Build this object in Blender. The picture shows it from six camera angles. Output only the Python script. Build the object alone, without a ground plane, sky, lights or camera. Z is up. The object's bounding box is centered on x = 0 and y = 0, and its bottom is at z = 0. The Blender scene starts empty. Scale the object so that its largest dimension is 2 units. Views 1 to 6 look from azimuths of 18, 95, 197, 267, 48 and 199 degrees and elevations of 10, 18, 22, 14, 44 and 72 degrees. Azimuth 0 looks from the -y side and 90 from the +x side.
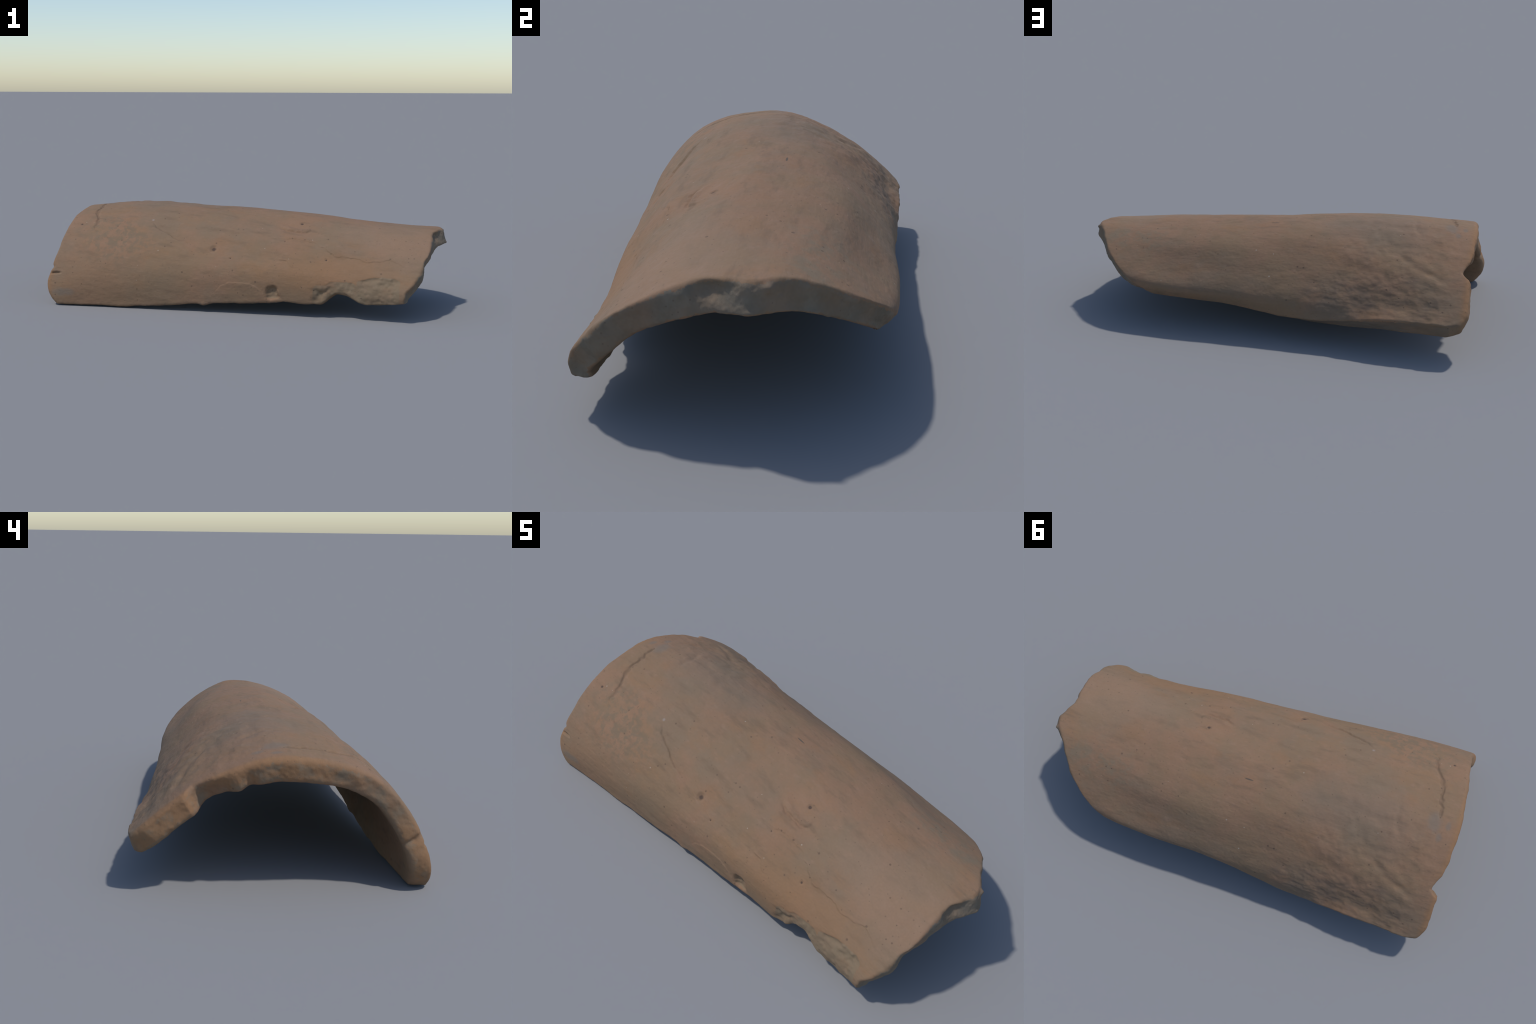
"""Broken half-round clay roof tile, lying hollow side down.

The tile is a loft: six cross-sections of its arched back (stations along x),
trimmed by the moulded end (-x) and the break (+x), given a wall thickness and
rounded rims, remeshed, then worn: chips, flake steps, cracks, lumps and pits.
The skin is finally cut by region into parts that share their border vertices.
"""
import bpy
import numpy as np
from mathutils.kdtree import KDTree

# ------------------------------------------------------------------ profile
STATION_X = np.linspace(-1, 1, 6)
ACROSS = np.linspace(0, 1, 11)
# each cross-section runs from the near long edge (-y) over the crown to the far one
SECTION_Y = np.array([
    [-.518, -.508, -.457, -.348, -.178, .029, .228, .383, .471, .512, .519],
    [-.460, -.463, -.409, -.290, -.131, .047, .203, .331, .409, .455, .506],
    [-.417, -.406, -.341, -.247, -.122, .028, .176, .303, .401, .466, .480],
    [-.380, -.371, -.307, -.236, -.125, .004, .164, .306, .404, .463, .438],
    [-.354, -.343, -.289, -.216, -.130, -.008, .138, .272, .374, .449, .440],
    [-.343, -.355, -.299, -.212, -.101, .005, .102, .189, .286, .360, .395]])
SECTION_Z = np.array([
    [.008, .093, .233, .369, .440, .456, .393, .300, .224, .193, .189],
    [.004, .149, .282, .399, .475, .497, .452, .372, .293, .230, .181],
    [.037, .195, .306, .394, .458, .482, .465, .393, .298, .218, .134],
    [.061, .205, .292, .366, .413, .466, .455, .402, .302, .226, .156],
    [.074, .169, .247, .316, .385, .428, .428, .388, .312, .244, .179],
    [.108, .142, .221, .304, .357, .397, .411, .405, .370, .320, .250]])
MOULDED_END = np.array([-.940, -.988, -.970, -.956, -.969, -.984, -.986, -.989, -.986, -.964, -.922])
BROKEN_END = np.array([.871, .869, .924, .945, .955, .946, .975, .918, .841, .703, .545])
BROKEN_END_INSIDE = np.array([.876, .880, .923, .928, .945, .971, 1.006, .951, .860, .729, .595])
WALL = np.array([[.070, .084, .074], [.056, .078, .054]])      # at both ends: near, crown, far
UNDERCUT = np.array([[-.009, .011], [-.012, .036]])            # slant of the two long edges
VOXEL = .0034


# ------------------------------------------------------------------ helpers
def spline(knots):
    """Natural cubic spline: returns a function giving weights of the knots."""
    n, h = len(knots), np.diff(knots)
    a, b = np.eye(n), np.zeros((n, n))
    for i in range(1, n - 1):
        a[i, i - 1:i + 2] = h[i - 1], 2 * (h[i - 1] + h[i]), h[i]
        b[i, i - 1:i + 2] = 6 / h[i - 1], -6 / h[i - 1] - 6 / h[i], 6 / h[i]
    m = np.linalg.solve(a, b)

    def weights(x):
        x = np.asarray(x, float)
        i = np.clip(np.searchsorted(knots, x) - 1, 0, n - 2)
        p = (knots[i + 1] - x) / h[i]
        q = 1 - p
        w = np.zeros((len(x), n))
        r = np.arange(len(x))
        w[r, i] += p
        w[r, i + 1] += q
        return w + ((p**3 - p) * h[i]**2 / 6)[:, None] * m[i] + ((q**3 - q) * h[i]**2 / 6)[:, None] * m[i + 1]
    return weights


def smooth(a, b, x):
    k = np.clip((x - a) / (b - a), 0, 1)
    return k * k * (3 - 2 * k)


def hashed(i, j, k, seed):
    n = (i * 374761393 + j * 668265263 + k * 2147483647 + seed * 1274126177) & 0xffffffff
    n = ((n ^ (n >> 13)) * 1274126177) & 0xffffffff
    n = ((n ^ (n >> 16)) * 2246822519) & 0xffffffff
    return ((n ^ (n >> 15)) & 0xffffff) / float(0xffffff) * 2 - 1


def noise(p, scale, seed=0, octaves=1, gain=.5):
    """Smooth value noise in -1..1, scale = feature size in metres (scalar or per axis)."""
    total, amp, norm = 0, 1, 0
    q = np.asarray(p, float) / np.asarray(scale, float) + seed * 7.31
    for o in range(octaves):
        c = np.floor(q).astype(np.int64)
        f = q - c
        f = f * f * f * (f * (f * 6 - 15) + 10)
        v = 0
        for dx in (0, 1):
            for dy in (0, 1):
                for dz in (0, 1):
                    w = (f[:, 0] if dx else 1 - f[:, 0]) * (f[:, 1] if dy else 1 - f[:, 1]) * (f[:, 2] if dz else 1 - f[:, 2])
                    v = v + w * hashed(c[:, 0] + dx, c[:, 1] + dy, c[:, 2] + dz, seed + o)
        total, norm, amp = total + amp * v, norm + amp, amp * gain
        q = q * 2.03 + 11.7
    return total / norm * 1.5


def noise1(t, scale, seed=0, octaves=2):
    t = np.asarray(t, float)
    return noise(np.stack([t, 0 * t + .37, 0 * t + .71], -1), scale, seed, octaves)


# ------------------------------------------------------------------ shell
def end_lines(t):
    """x of the moulded end and of the break along the arch, on the back and on the underside."""
    w = spline(ACROSS)(t)
    lo, hi, hi_in = w @ MOULDED_END, w @ BROKEN_END, w @ BROKEN_END_INSIDE
    worn = smooth(.32, .52, t) * (1 - smooth(.62, .65, t))
    lo = lo + .0040 * noise1(t, .07, 3) + worn * .007 * noise1(t, .035, 4)
    # the bite out of the moulded end beside the far corner, and the slit above the near one
    bite = smooth(.575, .643, t)**1.4 * (1 - smooth(.643, .662, t))
    lo = lo + .010 * smooth(.90, 1, t)**2 - .002 * worn + .034 * bite + .012 * np.exp(-((t - .172) / .006)**2)
    spall = smooth(.565, .60, t) * (1 - smooth(.648, .664, t))
    slit = np.exp(-((t - .545) / .010)**2)
    lo_in = lo + .040 * spall + .022 * slit + .012 * worn * (1 + noise1(t, .06, 9)) + .004 * noise1(t, .05, 10)
    jag = .007 * noise1(t, .09, 5) + .005 * noise1(t, .035, 6)
    hi = hi + jag * smooth(0, .12, t) * (1 - .5 * smooth(.7, 1, t))
    blunt = .008 * (1 - smooth(0, .07, t))**2
    hi = hi - blunt
    hi_in = hi_in - blunt + .006 * noise1(t, .10, 7)
    return lo, lo_in, hi, hi_in


def near_edge_bite(x):
    """How much of the arch is broken away at the near long edge, in units of t."""
    b = .052 * smooth(.44, .535, x) * (1 - smooth(.545, .69, x))
    return b + .006 * np.abs(noise1(x, .12, 12)) * smooth(-.2, .3, x) + .002 * noise1(x, .07, 13, 1)


def scars(p):
    """Depth of what has spalled off above the near long edge: two lobes and a hollow; and where it shows."""
    near = smooth(-.27, -.30, p[:, 1])
    top = .190 + .016 * noise(p, .05, 51, 2)
    lobe = near * smooth(.39, .44, p[:, 0]) * (1 - smooth(.58, .66, p[:, 0]))
    deep = lobe * (1 - smooth(top - .07, top + .004, p[:, 2]))
    seen = lobe * (1 - smooth(top - .03, top, p[:, 2]))
    top = .200 + .022 * np.exp(-((p[:, 0] - .75) / .08)**2) + .006 * noise(p, .05, 57, 2)
    lobe = near * smooth(.60, .66, p[:, 0]) * (1 - smooth(.80, .86, p[:, 0]))
    flat = lobe * (1 - smooth(top - .014, top + .003, p[:, 2]))
    seen = np.maximum(seen, lobe * (1 - smooth(top - .01, top, p[:, 2])))
    ragged = p + .014 * np.stack([noise(p, .03, 54 + i, 2) for i in range(3)], 1)
    hole = near * np.exp(-(np.linalg.norm((ragged - (.206, -.376, .112)) / (.034, .08, .034), axis=1))**4)
    depth = .015 * deep * (1 + .5 * noise(p, .04, 52, 2)) + .008 * flat * (1 + .5 * noise(p, .05, 53, 2)) + .020 * hole
    return depth, np.maximum(seen, hole)


def loft(n_s=300, n_t=240):
    k = np.linspace(0, 1, n_t)
    k = k + .8 * (-np.sin(2 * np.pi * k)) / (2 * np.pi)          # denser rows at the rims
    s = np.linspace(0, 1, n_s)
    s = s + .8 * (-np.sin(2 * np.pi * s)) / (2 * np.pi)
    lo, lo_in, hi, hi_in = end_lines(k)
    weights_t, weights_x, weights_h = spline(ACROSS), spline(STATION_X), spline(np.linspace(0, 1, 3))

    def sheet(lo, hi):
        x = lo + (hi - lo) * s[:, None]
        t = k + (1 - k) * np.clip(near_edge_bite(x.ravel()).reshape(x.shape), 0, 1) * (1 - smooth(0, .3, k))
        wx = weights_x(x.ravel())
        wt = weights_t(t.ravel())
        y = np.einsum('nx,xt,nt->n', wx, SECTION_Y, wt).reshape(x.shape)
        z = np.einsum('nx,xt,nt->n', wx, SECTION_Z, wt).reshape(x.shape)
        return x, y, z, t
    x, y, z, t = sheet(lo, hi)
    xi, yi, zi, ti = sheet(lo_in, hi_in)
    dy = np.gradient(yi, k, axis=1)
    dz = np.gradient(zi, k, axis=1)
    for _ in range(150):                                          # steady the direction of the wall
        dy[:, 1:-1] = (dy[:, :-2] + dy[:, 1:-1] * 2 + dy[:, 2:]) / 4
        dz[:, 1:-1] = (dz[:, :-2] + dz[:, 1:-1] * 2 + dz[:, 2:]) / 4
    length = np.hypot(dy, dz)
    dy, dz = dy / length, dz / length
    wall = weights_h(ti.ravel()) @ WALL.T
    sc = s[:, None]
    wall = wall[:, 0].reshape(x.shape) * (1 - sc) + wall[:, 1].reshape(x.shape) * sc
    slant = (UNDERCUT[0, 0] * (1 - sc) + UNDERCUT[1, 0] * sc) * np.exp(-(ti / .12)**2) \
        + (UNDERCUT[0, 1] * (1 - sc) + UNDERCUT[1, 1] * sc) * np.exp(-((1 - ti) / .12)**2)
    outer = np.stack([x, y, z], -1)
    inner = np.stack([xi, yi + dz * wall + dy * slant, zi - dy * wall + dz * slant], -1)

    # round the rims: pull both skins toward the middle of the wall
    span = (hi - lo)[None, :]

    def rounding(d, r):
        q = np.clip(1 - d / r, 0, 1)
        return 1 - np.sqrt(np.clip(1 - q * q, 0, 1))
    r_end, r_edge, r_break = .024, .012, .010
    pull = np.maximum.reduce([rounding(sc * span, r_end) * r_end * .85,
                              rounding((1 - sc) * span, r_break) * r_break,
                              rounding(k[None] * 1.3, r_edge) * r_edge * .6 + 0 * x,
                              rounding((1 - k[None]) * 1.3, r_edge) * r_edge * .8 + 0 * x])
    spalled = scars(outer.reshape(-1, 3))[0].reshape(x.shape)
    across = inner - outer
    across /= np.linalg.norm(across, axis=-1, keepdims=True)
    back_in = np.minimum(pull + spalled, wall * .62)[..., None] * across
    under_out = np.minimum(pull, wall * .36)[..., None] * across
    return outer + back_in, inner - under_out * .8


REGION = {0: "back", 1: "underside", 2: "moulded_end", 3: "broken_end", 4: "long_edge", 5: "crack", 6: "chip_scar"}


def shell_mesh():
    outer, inner = loft()
    n_s, n_t = outer.shape[:2]
    verts = np.concatenate([outer.reshape(-1, 3), inner.reshape(-1, 3)])
    ids = np.arange(n_s * n_t).reshape(n_s, n_t)
    off = n_s * n_t
    a, b, c, d = ids[:-1, :-1].ravel(), ids[1:, :-1].ravel(), ids[1:, 1:].ravel(), ids[:-1, 1:].ravel()
    faces = [np.stack([a, b, c, d], 1), np.stack([d, c, b, a], 1) + off]

    def strip(line, flip):
        q = np.stack([line[:-1], line[1:], line[1:] + off, line[:-1] + off], 1)
        faces.append(q[:, ::-1] if flip else q)
    strip(ids[:, 0], True)
    strip(ids[:, -1], False)
    strip(ids[0, :], False)
    strip(ids[-1, :], True)
    me = bpy.data.meshes.new("shell")
    me.from_pydata(verts.tolist(), [], np.concatenate(faces).tolist())
    me.update()
    # points that tell which region a spot of the finished skin belongs to
    marks, kinds = [outer[1:-1:2, 1:-1:2].reshape(-1, 3), inner[1:-1:2, 1:-1:2].reshape(-1, 3)], []
    kinds += [np.zeros(len(marks[0])), np.ones(len(marks[1]))]
    for f in np.linspace(.06, .94, 12):
        for line_o, line_i, kind in ((outer[0], inner[0], 2), (outer[-1], inner[-1], 3),
                                     (outer[:, 0], inner[:, 0], 4), (outer[:, -1], inner[:, -1], 4)):
            marks.append(line_o * (1 - f) + line_i * f)
            kinds.append(np.full(len(line_o), kind))
    return me, np.concatenate(marks), np.concatenate(kinds).astype(int)


def remeshed(me, voxel):
    ob = bpy.data.objects.new("tile_blank", me)
    bpy.context.scene.collection.objects.link(ob)
    mod = ob.modifiers.new("even", 'REMESH')
    mod.mode, mod.voxel_size = 'VOXEL', voxel
    dg = bpy.context.evaluated_depsgraph_get()
    out = bpy.data.meshes.new_from_object(ob.evaluated_get(dg))
    bpy.data.objects.remove(ob)
    return out


def read(seq, name, width, kind=np.float32):
    v = np.empty(len(seq) * width, kind)
    seq.foreach_get(name, v)
    return v.reshape(-1, width) if width > 1 else v


# ------------------------------------------------------------------ wear
def along(p, n, line):
    """Distance to a line laid on the skin, signed side of it, and how far along it (0..1)."""
    line = np.asarray(line, float)
    seg = np.linalg.norm(np.diff(line, axis=0), axis=1)
    start = np.r_[0, np.cumsum(seg)]
    best = np.full(len(p), 9.)
    side, u = np.zeros(len(p)), np.zeros(len(p))
    near = np.where((p > line.min(0) - .12).all(1) & (p < line.max(0) + .12).all(1))[0]
    q, m = p[near], n[near]
    for i in range(len(seg)):
        d = (line[i + 1] - line[i]) / seg[i]
        k = np.clip((q - line[i]) @ d, 0, seg[i])
        w = q - line[i] - k[:, None] * d
        dist = np.linalg.norm(w, axis=1)
        hit = dist < best[near]
        j = near[hit]
        best[j] = dist[hit]
        side[j] = np.einsum('ij,ij->i', w[hit], np.cross(m[hit], d))
        u[j] = (start[i] + k[hit]) / start[-1]
    return best, side, u


def fade(u, a=.12, b=.12):
    return smooth(0, a, u) * (1 - smooth(1 - b, 1, u))


CRACK = [(-.884, .005, .475), (-.881, -.016, .476), (-.875, -.056, .474), (-.863, -.085, .472), (-.860, -.115, .466),
         (-.858, -.161, .456), (-.839, -.197, .446), (-.812, -.242, .430), (-.791, -.292, .405), (-.797, -.312, .392),
         (-.781, -.336, .373), (-.743, -.349, .360), (-.687, -.355, .351)]
FLAKE_STEP = [(-.508, -.231, .430), (-.446, -.280, .392), (-.389, -.294, .375), (-.352, -.309, .359), (-.321, -.319, .346),
              (-.261, -.318, .339), (-.224, -.328, .324), (-.183, -.345, .298)]
FLAKE_STEP_END = [(-.183, -.345, .298), (-.168, -.341, .301), (-.112, -.335, .301), (-.065, -.336, .294), (.017, -.345, .275)]
SHORT_STEP = [(.192, -.302, .297), (.220, -.321, .273), (.267, -.318, .269), (.285, -.335, .247), (.316, -.346, .227)]
LOOSE_FLAKE = [(-.128, -.406, .060), (-.068, -.401, .128), (-.021, -.396, .155), (.019, -.392, .161), (.084, -.387, .151),
               (.121, -.384, .148), (.150, -.382, .129), (.168, -.379, .105), (.180, -.376, .055)]
FOLD = [(.149, -.128, .420), (.214, -.149, .405), (.291, -.152, .393), (.343, -.140, .390)]
LONG_SEAM = [(.135, -.241, .374), (.229, -.229, .368), (.310, -.211, .364), (.376, -.211, .350), (.445, -.230, .321),
             (.508, -.255, .290), (.580, -.245, .287), (.654, -.251, .275), (.712, -.246, .275), (.760, -.234, .282), (.864, -.262, .257)]
SCAR_RIM = [(.540, -.335, .185), (.595, -.329, .199), (.689, -.305, .224), (.769, -.294, .230), (.806, -.303, .219)]
END_SLIT = [(-.985, -.490, .163), (-.961, -.485, .165), (-.938, -.483, .167), (-.905, -.482, .168)]
CREASE_CROWN = [(-.688, -.023, .496), (-.698, .081, .486), (-.714, .115, .474), (-.750, .153, .456)]
CREASE_FLANK = [(-.620, .235, .425), (-.665, .269, .404), (-.721, .308, .377), (-.771, .326, .361), (-.845, .345, .342), (-.900, .380, .320)]
PITS = [((-.119, -.328, .318), .018, .006), ((.280, -.087, .433), .011, .004), ((.457, -.279, .283), .008, .003),
        ((-.021, -.350, .275), .006, .002), ((.232, -.242, .358), .006, .002), ((-.878, -.301, .402), .008, .002)]

BLADE_MARK, CHALK_FLECK = (.004, .111, .472), (-.494, -.232, .428)


def spread(values, edges, rounds):
    """Average per-vertex values with their neighbours, a few times over."""
    count = np.bincount(edges.ravel(), minlength=len(values)).astype(float)
    for _ in range(rounds):
        total = np.bincount(edges[:, 0], values[edges[:, 1]], len(values)) + np.bincount(edges[:, 1], values[edges[:, 0]], len(values))
        values = .3 * values + .7 * total / count
    return values


def wear(p, n, region, part):
    """Height to add along the normal, everywhere on the skin."""
    out = part[0]
    h = .0030 * noise(p, (.22, .13, .13), 21, 2) + .0007 * noise(p, (.05, .03, .03), 22, 3)
    h += .00035 * noise(p, .011, 23, 2)
    h += part[1] * .0020 * noise(p, (.10, .05, .05), 24, 3)
    # break: coarse conchoidal facets with fine grit
    broken = part[3]
    h += broken * (.0075 * noise(p, .065, 25, 2, .35) + .0009 * noise(p, .009, 26, 2))
    d, side, u = along(p, n, [(.950, .055, .318), (.962, .080, .345), (.965, .110, .372), (.962, .140, .392)])
    h += broken * .017 * np.exp(-(d / .013)**2)
    h += broken * (-.010 * np.exp(-((p[:, 1] - .02) / .05)**2) * np.exp(-((p[:, 2] - .385) / .03)**2))
    # moulded end and long edges: softly lumpy
    h += part[2] * .0030 * noise(p, .045, 27, 3)
    h += part[4] * .0028 * noise(p, (.06, .03, .03), 28, 3)

    def on_back(x):
        return x * out

    # eroded flank on the far side
    zone = smooth(-.98, -.80, p[:, 0]) * (1 - smooth(-.22, .02, p[:, 0])) * smooth(.27, .42, p[:, 1])
    zone = zone * np.clip(.75 + .7 * noise(p, .12, 31, 2), .15, 1.2)
    q = p.copy()
    q[:, 0] += .9 * p[:, 1]
    rough = noise(q, (.11, .045, .045), 32, 3, .5)
    h += on_back(zone * (.0024 * rough + .0016 * noise(p, .040, 35, 3, .5)))
    lump = np.exp(-(np.linalg.norm((p - (-.449, .285, .407)) / (.06, .04, .04), axis=1))**2)
    h += on_back(lump * .006)
    d, side, u = along(p, n, CREASE_FLANK)
    h += on_back(-.005 * np.exp(-(d / .018)**2) * fade(u, .2, .3))
    d, side, u = along(p, n, CREASE_CROWN)
    h += on_back(-.004 * np.exp(-(d / .014)**2) * fade(u, .2, .3))
    # dents along the crown behind the crack
    h += on_back(.0035 * noise(p, (.05, .05, .05), 33, 2) * (1 - smooth(-.55, -.25, p[:, 0])) * smooth(-.95, -.85, p[:, 0]) * smooth(-.1, .1, p[:, 1]))
    # crack across the moulded end
    wob = p + .004 * np.stack([noise(p, .02, 41), noise(p, .02, 42), noise(p, .02, 43)], 1)
    d, side, u = along(wob, n, CRACK)
    crack = np.exp(-(d / (.0078 + .0035 * noise(p, .05, 44)))**2) * fade(u, .08, .5)
    h += on_back(-.007 * crack)
    crack_mask = on_back(crack)
    # flakes: one side of each line stands higher
    def step(line, height, reach, a=.12, b=.12, soft=.004):
        d, side, u = along(wob, n, line)
        s = np.sign(side) * d
        return height * smooth(-soft, soft, s) * np.exp(-(np.clip(s, 0, None) / reach)**1.5) * fade(u, a, b) * (d < 1)
    h += on_back(step(FLAKE_STEP, -.0075, .055, .35, .40, .005))
    d, side, u = along(wob, n, FLAKE_STEP)
    h += on_back(-.0022 * np.exp(-(d / .006)**2) * fade(u, .1, .05))
    h += on_back(step(FLAKE_STEP_END, -.0022, .04, .4, .4))
    h += on_back(step(SHORT_STEP, .0045, .03, .4, .45))
    h += on_back(step(LONG_SEAM, .0034, .07, .1, .1, .007))
    d, side, u = along(wob, n, FOLD)
    h += on_back((.006 * np.exp(-((np.sign(side) * d - .014) / .014)**2) - .006 * np.exp(-((np.sign(side) * d + .006) / .01)**2)) * fade(u, .4, .1) * (d < 1))
    # the loose flake over the near edge, and the hollow beside it
    low = (p[:, 1] < -.3) & (region != 1)
    d, side, u = along(wob, n, LOOSE_FLAKE)
    s = np.sign(side) * d
    h += np.where(low & (d < 1), .0022 * smooth(-.005, .005, -s) * np.exp(-(np.clip(-s, 0, None) / .20)**2) * smooth(0, .35, u), 0)
    scar_mask = scars(p)[1] * low
    h += .004 * noise(p, .030, 55, 2) * scar_mask * out
    # a lump of clay hanging under the near edge
    h += np.where(low, .012 * np.exp(-(np.linalg.norm((p - (-.145, -.395, .020)) / (.035, .05, .025), axis=1))**4), 0)
    d, side, u = along(p, n, END_SLIT)
    h += (1 - part[1]) * -.012 * np.exp(-(d / .0055)**2) * (1 - smooth(.6, 1, u))
    for centre, r, depth in PITS:
        h -= on_back(depth * np.exp(-(np.linalg.norm(p - centre, axis=1) / r)**4))
    return h, crack_mask, scar_mask


# ------------------------------------------------------------------ build
shell, marks, kinds = shell_mesh()
me = remeshed(shell, VOXEL)
bpy.data.meshes.remove(shell)
co = read(me.vertices, "co", 3).astype(float)
nor = read(me.vertices, "normal", 3).astype(float)
tree = KDTree(len(marks))
for i, m in enumerate(marks.tolist()):
    tree.insert(m, i)
tree.balance()
find = tree.find
strayed = co + .004 * np.stack([noise(co, .018, 61 + i, 2) for i in range(3)], 1)   # ragged borders
region = kinds[[find(c)[1] for c in strayed.tolist()]]
edges = read(me.edges, "vertices", 2, np.int32)
part = np.stack([spread((region == i).astype(float), edges, 8) for i in range(5)])
rim = np.clip(4 * part[2] * (1 - part[2]), 0, 1)                 # melt the corners of the moulded rim
for _ in range(14):
    soft = np.stack([spread(co[:, i], edges, 1) for i in range(3)], 1)
    co += rim[:, None] * .8 * (soft - co)
def on_skin(spot):
    return tuple(co[np.argmin(((co - spot)**2).sum(1))])


PITS = [(on_skin(spot), r, depth) for spot, r, depth in PITS]
BLADE_MARK, CHALK_FLECK = on_skin(BLADE_MARK), on_skin(CHALK_FLECK)
height, crack, scar = wear(co, nor, region, part)
region[(scar > .4) & (region != 1)] = 6
region[(crack > .35) & (region == 0)] = 5
co = co + nor * height[:, None]
co[:, 2] = np.maximum(co[:, 2], .0005)
me.vertices.foreach_set("co", co.astype(np.float32).ravel())
me.update()
print("BODY", len(co), co.min(0), co.max(0))


# ------------------------------------------------------------------ materials
class Nodes:
    """Short hand for building a node tree."""

    def __init__(self, name):
        self.mat = bpy.data.materials.new(name)
        self.mat.use_nodes = True
        self.tree = self.mat.node_tree
        self.bsdf = self.tree.nodes["Principled BSDF"]
        self.pos = self.new("ShaderNodeTexCoord").outputs["Object"]

    def new(self, kind, **values):
        node = self.tree.nodes.new(kind)
        for k, v in values.items():
            setattr(node, k, v)
        return node

    def put(self, socket, value):
        if isinstance(value, bpy.types.NodeSocket):
            self.tree.links.new(value, socket)
        else:
            socket.default_value = value

    def math(self, op, a, b=0., c=0.):
        node = self.new("ShaderNodeMath", operation=op)
        for sock, v in zip(node.inputs, (a, b, c)):
            self.put(sock, v)
        return node.outputs[0]

    def moved(self, stretch=(1, 1, 1), shift=(0, 0, 0), turn=0.):
        node = self.new("ShaderNodeMapping")
        node.inputs["Scale"].default_value = stretch
        node.inputs["Location"].default_value = shift
        node.inputs["Rotation"].default_value = (0, 0, turn)
        self.put(node.inputs["Vector"], self.pos)
        return node.outputs[0]

    def noise(self, scale, detail=4., rough=.55, vector=None):
        node = self.new("ShaderNodeTexNoise")
        self.put(node.inputs["Vector"], vector or self.pos)
        node.inputs["Scale"].default_value = scale
        node.inputs["Detail"].default_value = detail
        node.inputs["Roughness"].default_value = rough
        return node.outputs["Fac"]

    def ramp(self, value, low, high, to_low=0., to_high=1.):
        node = self.new("ShaderNodeMapRange", interpolation_type='SMOOTHSTEP')
        for sock, v in zip(node.inputs, (value, low, high, to_low, to_high)):
            self.put(sock, v)
        return node.outputs[0]

    def mix(self, fac, a, b, blend='MIX'):
        node = self.new("ShaderNodeMix", data_type='RGBA', blend_type=blend)
        self.put(node.inputs[0], fac)
        for sock, v in ((node.inputs[6], a), (node.inputs[7], b)):
            self.put(sock, v if isinstance(v, bpy.types.NodeSocket) else (*v, 1))
        return node.outputs[2]

    def near(self, centre, radii, inner=.4, ragged=.5, scale=14.):
        """1 inside an ellipsoid round centre, 0 outside, with a ragged rim."""
        node = self.new("ShaderNodeMapping", vector_type='TEXTURE')
        node.inputs["Location"].default_value = centre
        node.inputs["Scale"].default_value = radii
        self.put(node.inputs["Vector"], self.pos)
        dist = self.new("ShaderNodeVectorMath", operation='LENGTH')
        self.put(dist.inputs[0], node.outputs[0])
        d = dist.outputs["Value"]
        if ragged:
            d = self.math('ADD', d, self.math('MULTIPLY', self.math('SUBTRACT', self.noise(scale, 5.), .5), ragged * 2))
        return self.ramp(d, inner, 1., 1., 0.)

    def specks(self, scale, share, size, vector=None):
        """Sparse round specks: only some cells of a Voronoi pattern hold one."""
        node = self.new("ShaderNodeTexVoronoi")
        self.put(node.inputs["Vector"], vector or self.pos)
        node.inputs["Scale"].default_value = scale
        split = self.new("ShaderNodeSeparateColor")
        self.put(split.inputs[0], node.outputs["Color"])
        chosen = self.math('LESS_THAN', split.outputs[0], share)
        reach = self.math('MULTIPLY_ADD', split.outputs[1], size * .7, size * .5)
        spot = self.ramp(self.math('DIVIDE', node.outputs["Distance"], reach), .6, 1.1, 1., 0.)
        return self.math('MULTIPLY', spot, chosen)


ORANGE, PINK, OLIVE, DARK = (.264, .146, .076), (.257, .152, .093), (.229, .148, .089), (.158, .106, .068)
GREY, SLATE, RUST, PIT = (.186, .154, .106), (.172, .150, .124), (.285, .148, .068), (.085, .055, .042)


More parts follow.
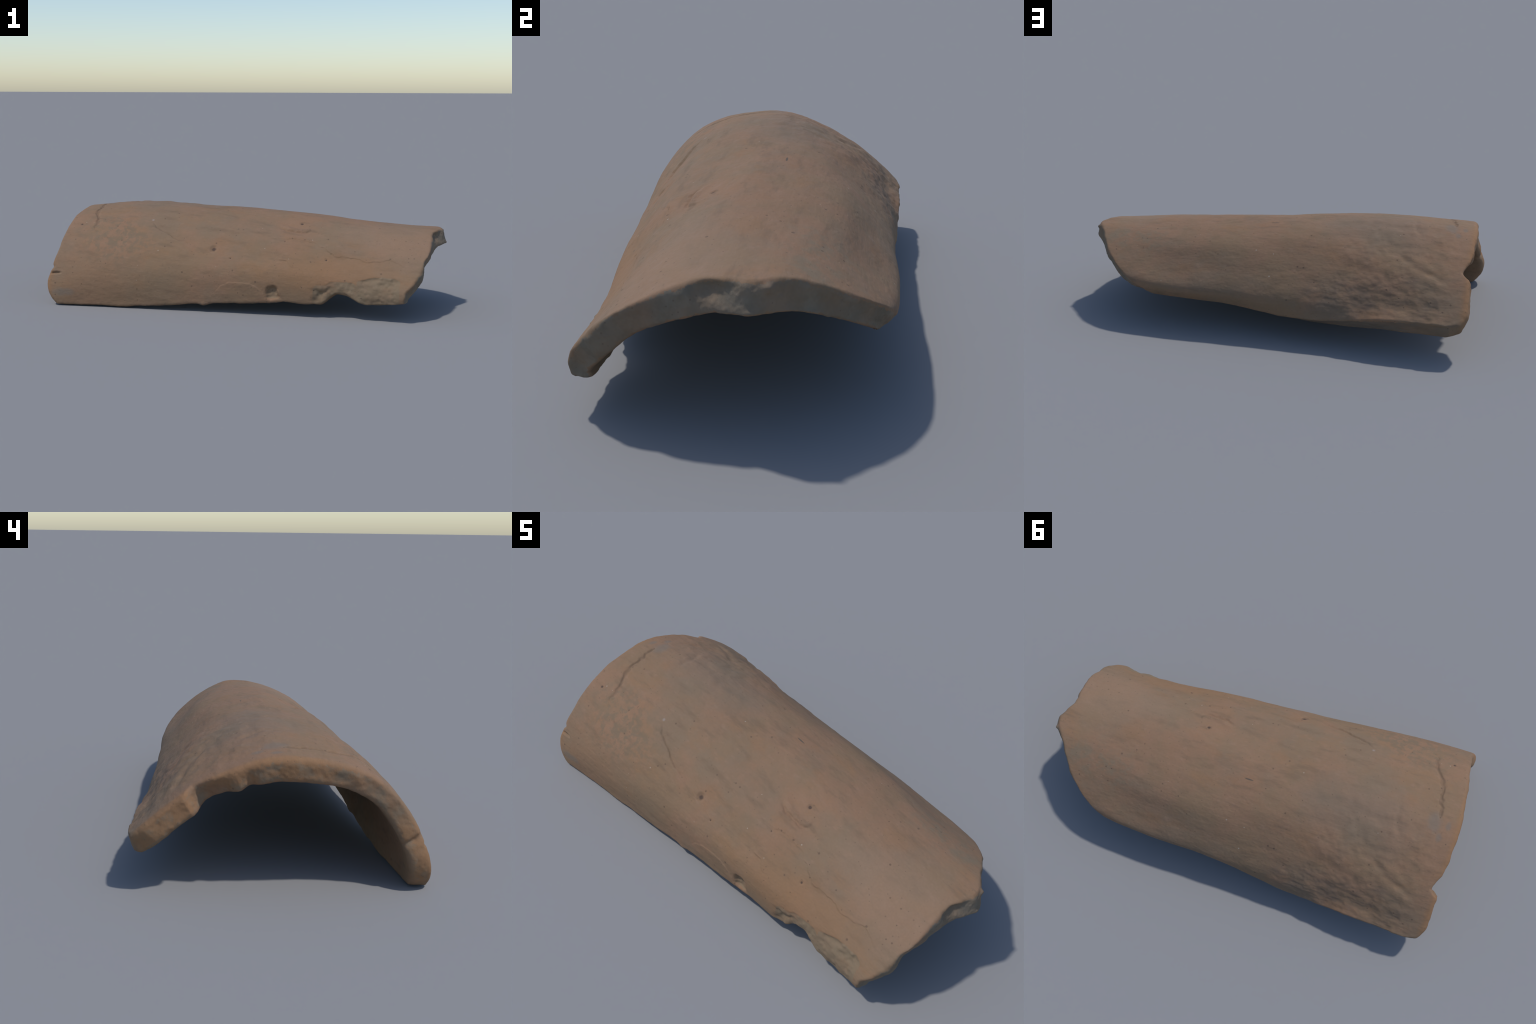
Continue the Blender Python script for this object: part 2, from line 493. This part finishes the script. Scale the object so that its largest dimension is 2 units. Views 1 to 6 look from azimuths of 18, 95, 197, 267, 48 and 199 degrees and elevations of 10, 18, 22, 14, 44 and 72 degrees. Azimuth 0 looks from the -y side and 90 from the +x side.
def fired_clay(name):
    n = Nodes(name + "_clay")
    streaked = n.moved((.28, 1, 1))
    c = n.mix(n.ramp(n.noise(4.0, 5., .6), .38, .62), PINK, OLIVE)
    c = n.mix(n.ramp(n.noise(3.1, 4., .6, n.moved((.8, 1, 1), (9, 4, 2))), .46, .66, 0, .6), c, (.200, .146, .098))
    c = n.mix(n.ramp(n.noise(9., 6., .6, n.moved((.6, 1, 1), (3, 1, 5))), .50, .70, 0, .45), c, ORANGE)
    c = n.mix(n.ramp(n.noise(24., 5., .62, streaked), .50, .72, 0, .52), c, DARK)
    c = n.mix(n.ramp(n.noise(40., 4., .6, n.moved((.5, 1, 1), (7, 2, 4))), .54, .74, 0, .45), c, (.275, .170, .112))
    if name in ("back", "long_edge", "crack", "moulded_end"):
        c = n.mix(n.math('MULTIPLY', n.near((.74, -.08, .36), (.34, .24, .20), .3, .4, 6.), .55), c, (.262, .176, .118))
        c = n.mix(n.math('MULTIPLY', n.near((-.52, .10, .48), (.42, .24, .16), .2, .6, 7.), .55), c, (.190, .146, .106))
        c = n.mix(n.math('MULTIPLY', n.near((-.62, -.44, .14), (.50, .16, .20), .3, .5, 7.), .45), c, (.240, .153, .090))
        # warm belt below the long seam, grey mottling between crack and flake, dark eroded flank
        c = n.mix(n.math('MULTIPLY', n.near((.50, -.33, .22), (.50, .16, .16), .3, .45, 9.), .6), c, ORANGE)
        mottled = n.math('MULTIPLY', n.near((-.66, -.33, .33), (.30, .22, .20), .3, .5, 8.), n.ramp(n.noise(32., 6., .65), .44, .60))
        c = n.mix(n.math('MULTIPLY', mottled, .6), c, (.162, .128, .086))
        flank = n.math('MULTIPLY', n.near((-.55, .47, .26), (.55, .20, .15), .3, .5, 6.), n.ramp(n.noise(15., 6., .65, n.moved((.6, 1, 1), (2, 5, 1), .4)), .38, .70))
        c = n.mix(n.math('MULTIPLY', flank, .6), c, (.122, .094, .074))
        tip = n.math('MULTIPLY', n.near((.72, .26, .38), (.34, .16, .12), .2, .5, 7.), n.ramp(n.noise(22., 6., .65), .42, .60))
        c = n.mix(n.math('MULTIPLY', tip, .5), c, GREY)
        for spot, radii in (((-.928, .017, .467), (.018, .030, .03)), ((-.901, .081, .462), (.022, .030, .03)), ((-.86, .02, .47), (.05, .07, .05)),
                            ((-.9, -.50, .07), (.09, .03, .03))):
            c = n.mix(n.math('MULTIPLY', n.near(spot, radii, .3, .35, 30.), .55), c, SLATE)
        c = n.mix(n.math('MULTIPLY', n.near(CHALK_FLECK, (.011, .010, .010), .2, .4, 60.), .5), c, (.36, .32, .30))
    if name in ("back", "crack", "moulded_end"):
        for spot, r, depth in PITS:
            c = n.mix(n.near(spot, (r * .95, r * .85, r), .6, .15, 90.), c, PIT)
        c = n.mix(n.near(BLADE_MARK, (.026, .0045, .02), .6, .1, 60.), c, (.11, .085, .065))
        # the moulded rim is rubbed to a brighter orange
        edge = n.near((-1.00, -.02, .20), (.055, 9., 9.), .35, .25, 22.)
        c = n.mix(n.math('MULTIPLY', edge, .6), c, RUST)
    if name == "broken_end":
        core = n.mix(n.ramp(n.noise(16., 5., .6), .40, .60), (.200, .172, .132), (.165, .142, .108))
        c = n.mix(n.ramp(n.noise(8., 4., .5, n.moved((1, 1, 1), (4, 4, 4))), .36, .66, .92, .45), c, core)
    elif name == "chip_scar":
        c = n.mix(n.ramp(n.noise(14., 5., .6), .36, .62, .30, .85), c, (.212, .157, .100))
    elif name == "long_edge":
        c = n.mix(n.ramp(n.noise(11., 5., .6, streaked), .36, .62, .3, .9), c, (.140, .116, .092))
    elif name == "crack":
        c = n.mix(.25, c, (.120, .082, .060))
    elif name == "moulded_end":
        c = n.mix(n.ramp(n.noise(13., 5., .6), .46, .64, 0, .7), c, (.20, .158, .112))
    # grit: dark pinholes, pale grains
    c = n.mix(n.math('MULTIPLY', n.specks(34., .22, .16), .55), c, PIT)
    c = n.mix(n.math('MULTIPLY', n.specks(75., .22, .20, n.moved((.8, 1, 1), (1, 2, 3))), .35), c, PIT)
    c = n.mix(n.math('MULTIPLY', n.specks(22., .10, .09, n.moved((1, 1, 1), (5, 8, 2))), .6), c, (.42, .36, .29))
    c = n.mix(n.ramp(n.noise(130., 3., .6), .3, .7, 0, .14), c, DARK)
    n.put(n.bsdf.inputs["Base Color"], c)
    n.put(n.bsdf.inputs["Roughness"], n.ramp(n.noise(30.), .3, .7, .82, .95))
    n.bsdf.inputs["Specular IOR Level"].default_value = .25
    bump = n.new("ShaderNodeBump")
    bump.inputs["Strength"].default_value = .35
    bump.inputs["Distance"].default_value = .004
    n.put(bump.inputs["Height"], n.math('ADD', n.noise(70., 5., .65, streaked), n.math('MULTIPLY', n.specks(34., .22, .16), -.6)))
    n.put(n.bsdf.inputs["Normal"], bump.outputs[0])
    return n.mat


root = bpy.data.objects.new("roof_tile", None)
root["label"] = "broken half-round terracotta roof tile, weathered brown"
root["category"] = "roof tile"
bpy.context.scene.collection.objects.link(root)

loops = read(me.loops, "vertex_index", 1, np.int32)
starts = read(me.polygons, "loop_start", 1, np.int32)
quads = np.stack([loops[starts + i] for i in range(4)], 1)
normals = read(me.vertices, "normal", 3)
face_kind = np.sort(region[quads], axis=1)[:, 2]

for kind, name in REGION.items():
    pick = quads[face_kind == kind]
    used, index = np.unique(pick, return_inverse=True)
    index = index.reshape(pick.shape)
    part = bpy.data.meshes.new(name)
    part.from_pydata(co[used].tolist(), [], index.tolist())
    part.update()
    part.polygons.foreach_set("use_smooth", np.ones(len(pick), bool))
    part.normals_split_custom_set_from_vertices(normals[used].tolist())
    part.materials.append(fired_clay(name))
    ob = bpy.data.objects.new(name, part)
    bpy.context.scene.collection.objects.link(ob)
    ob.parent = root
bpy.data.meshes.remove(me)
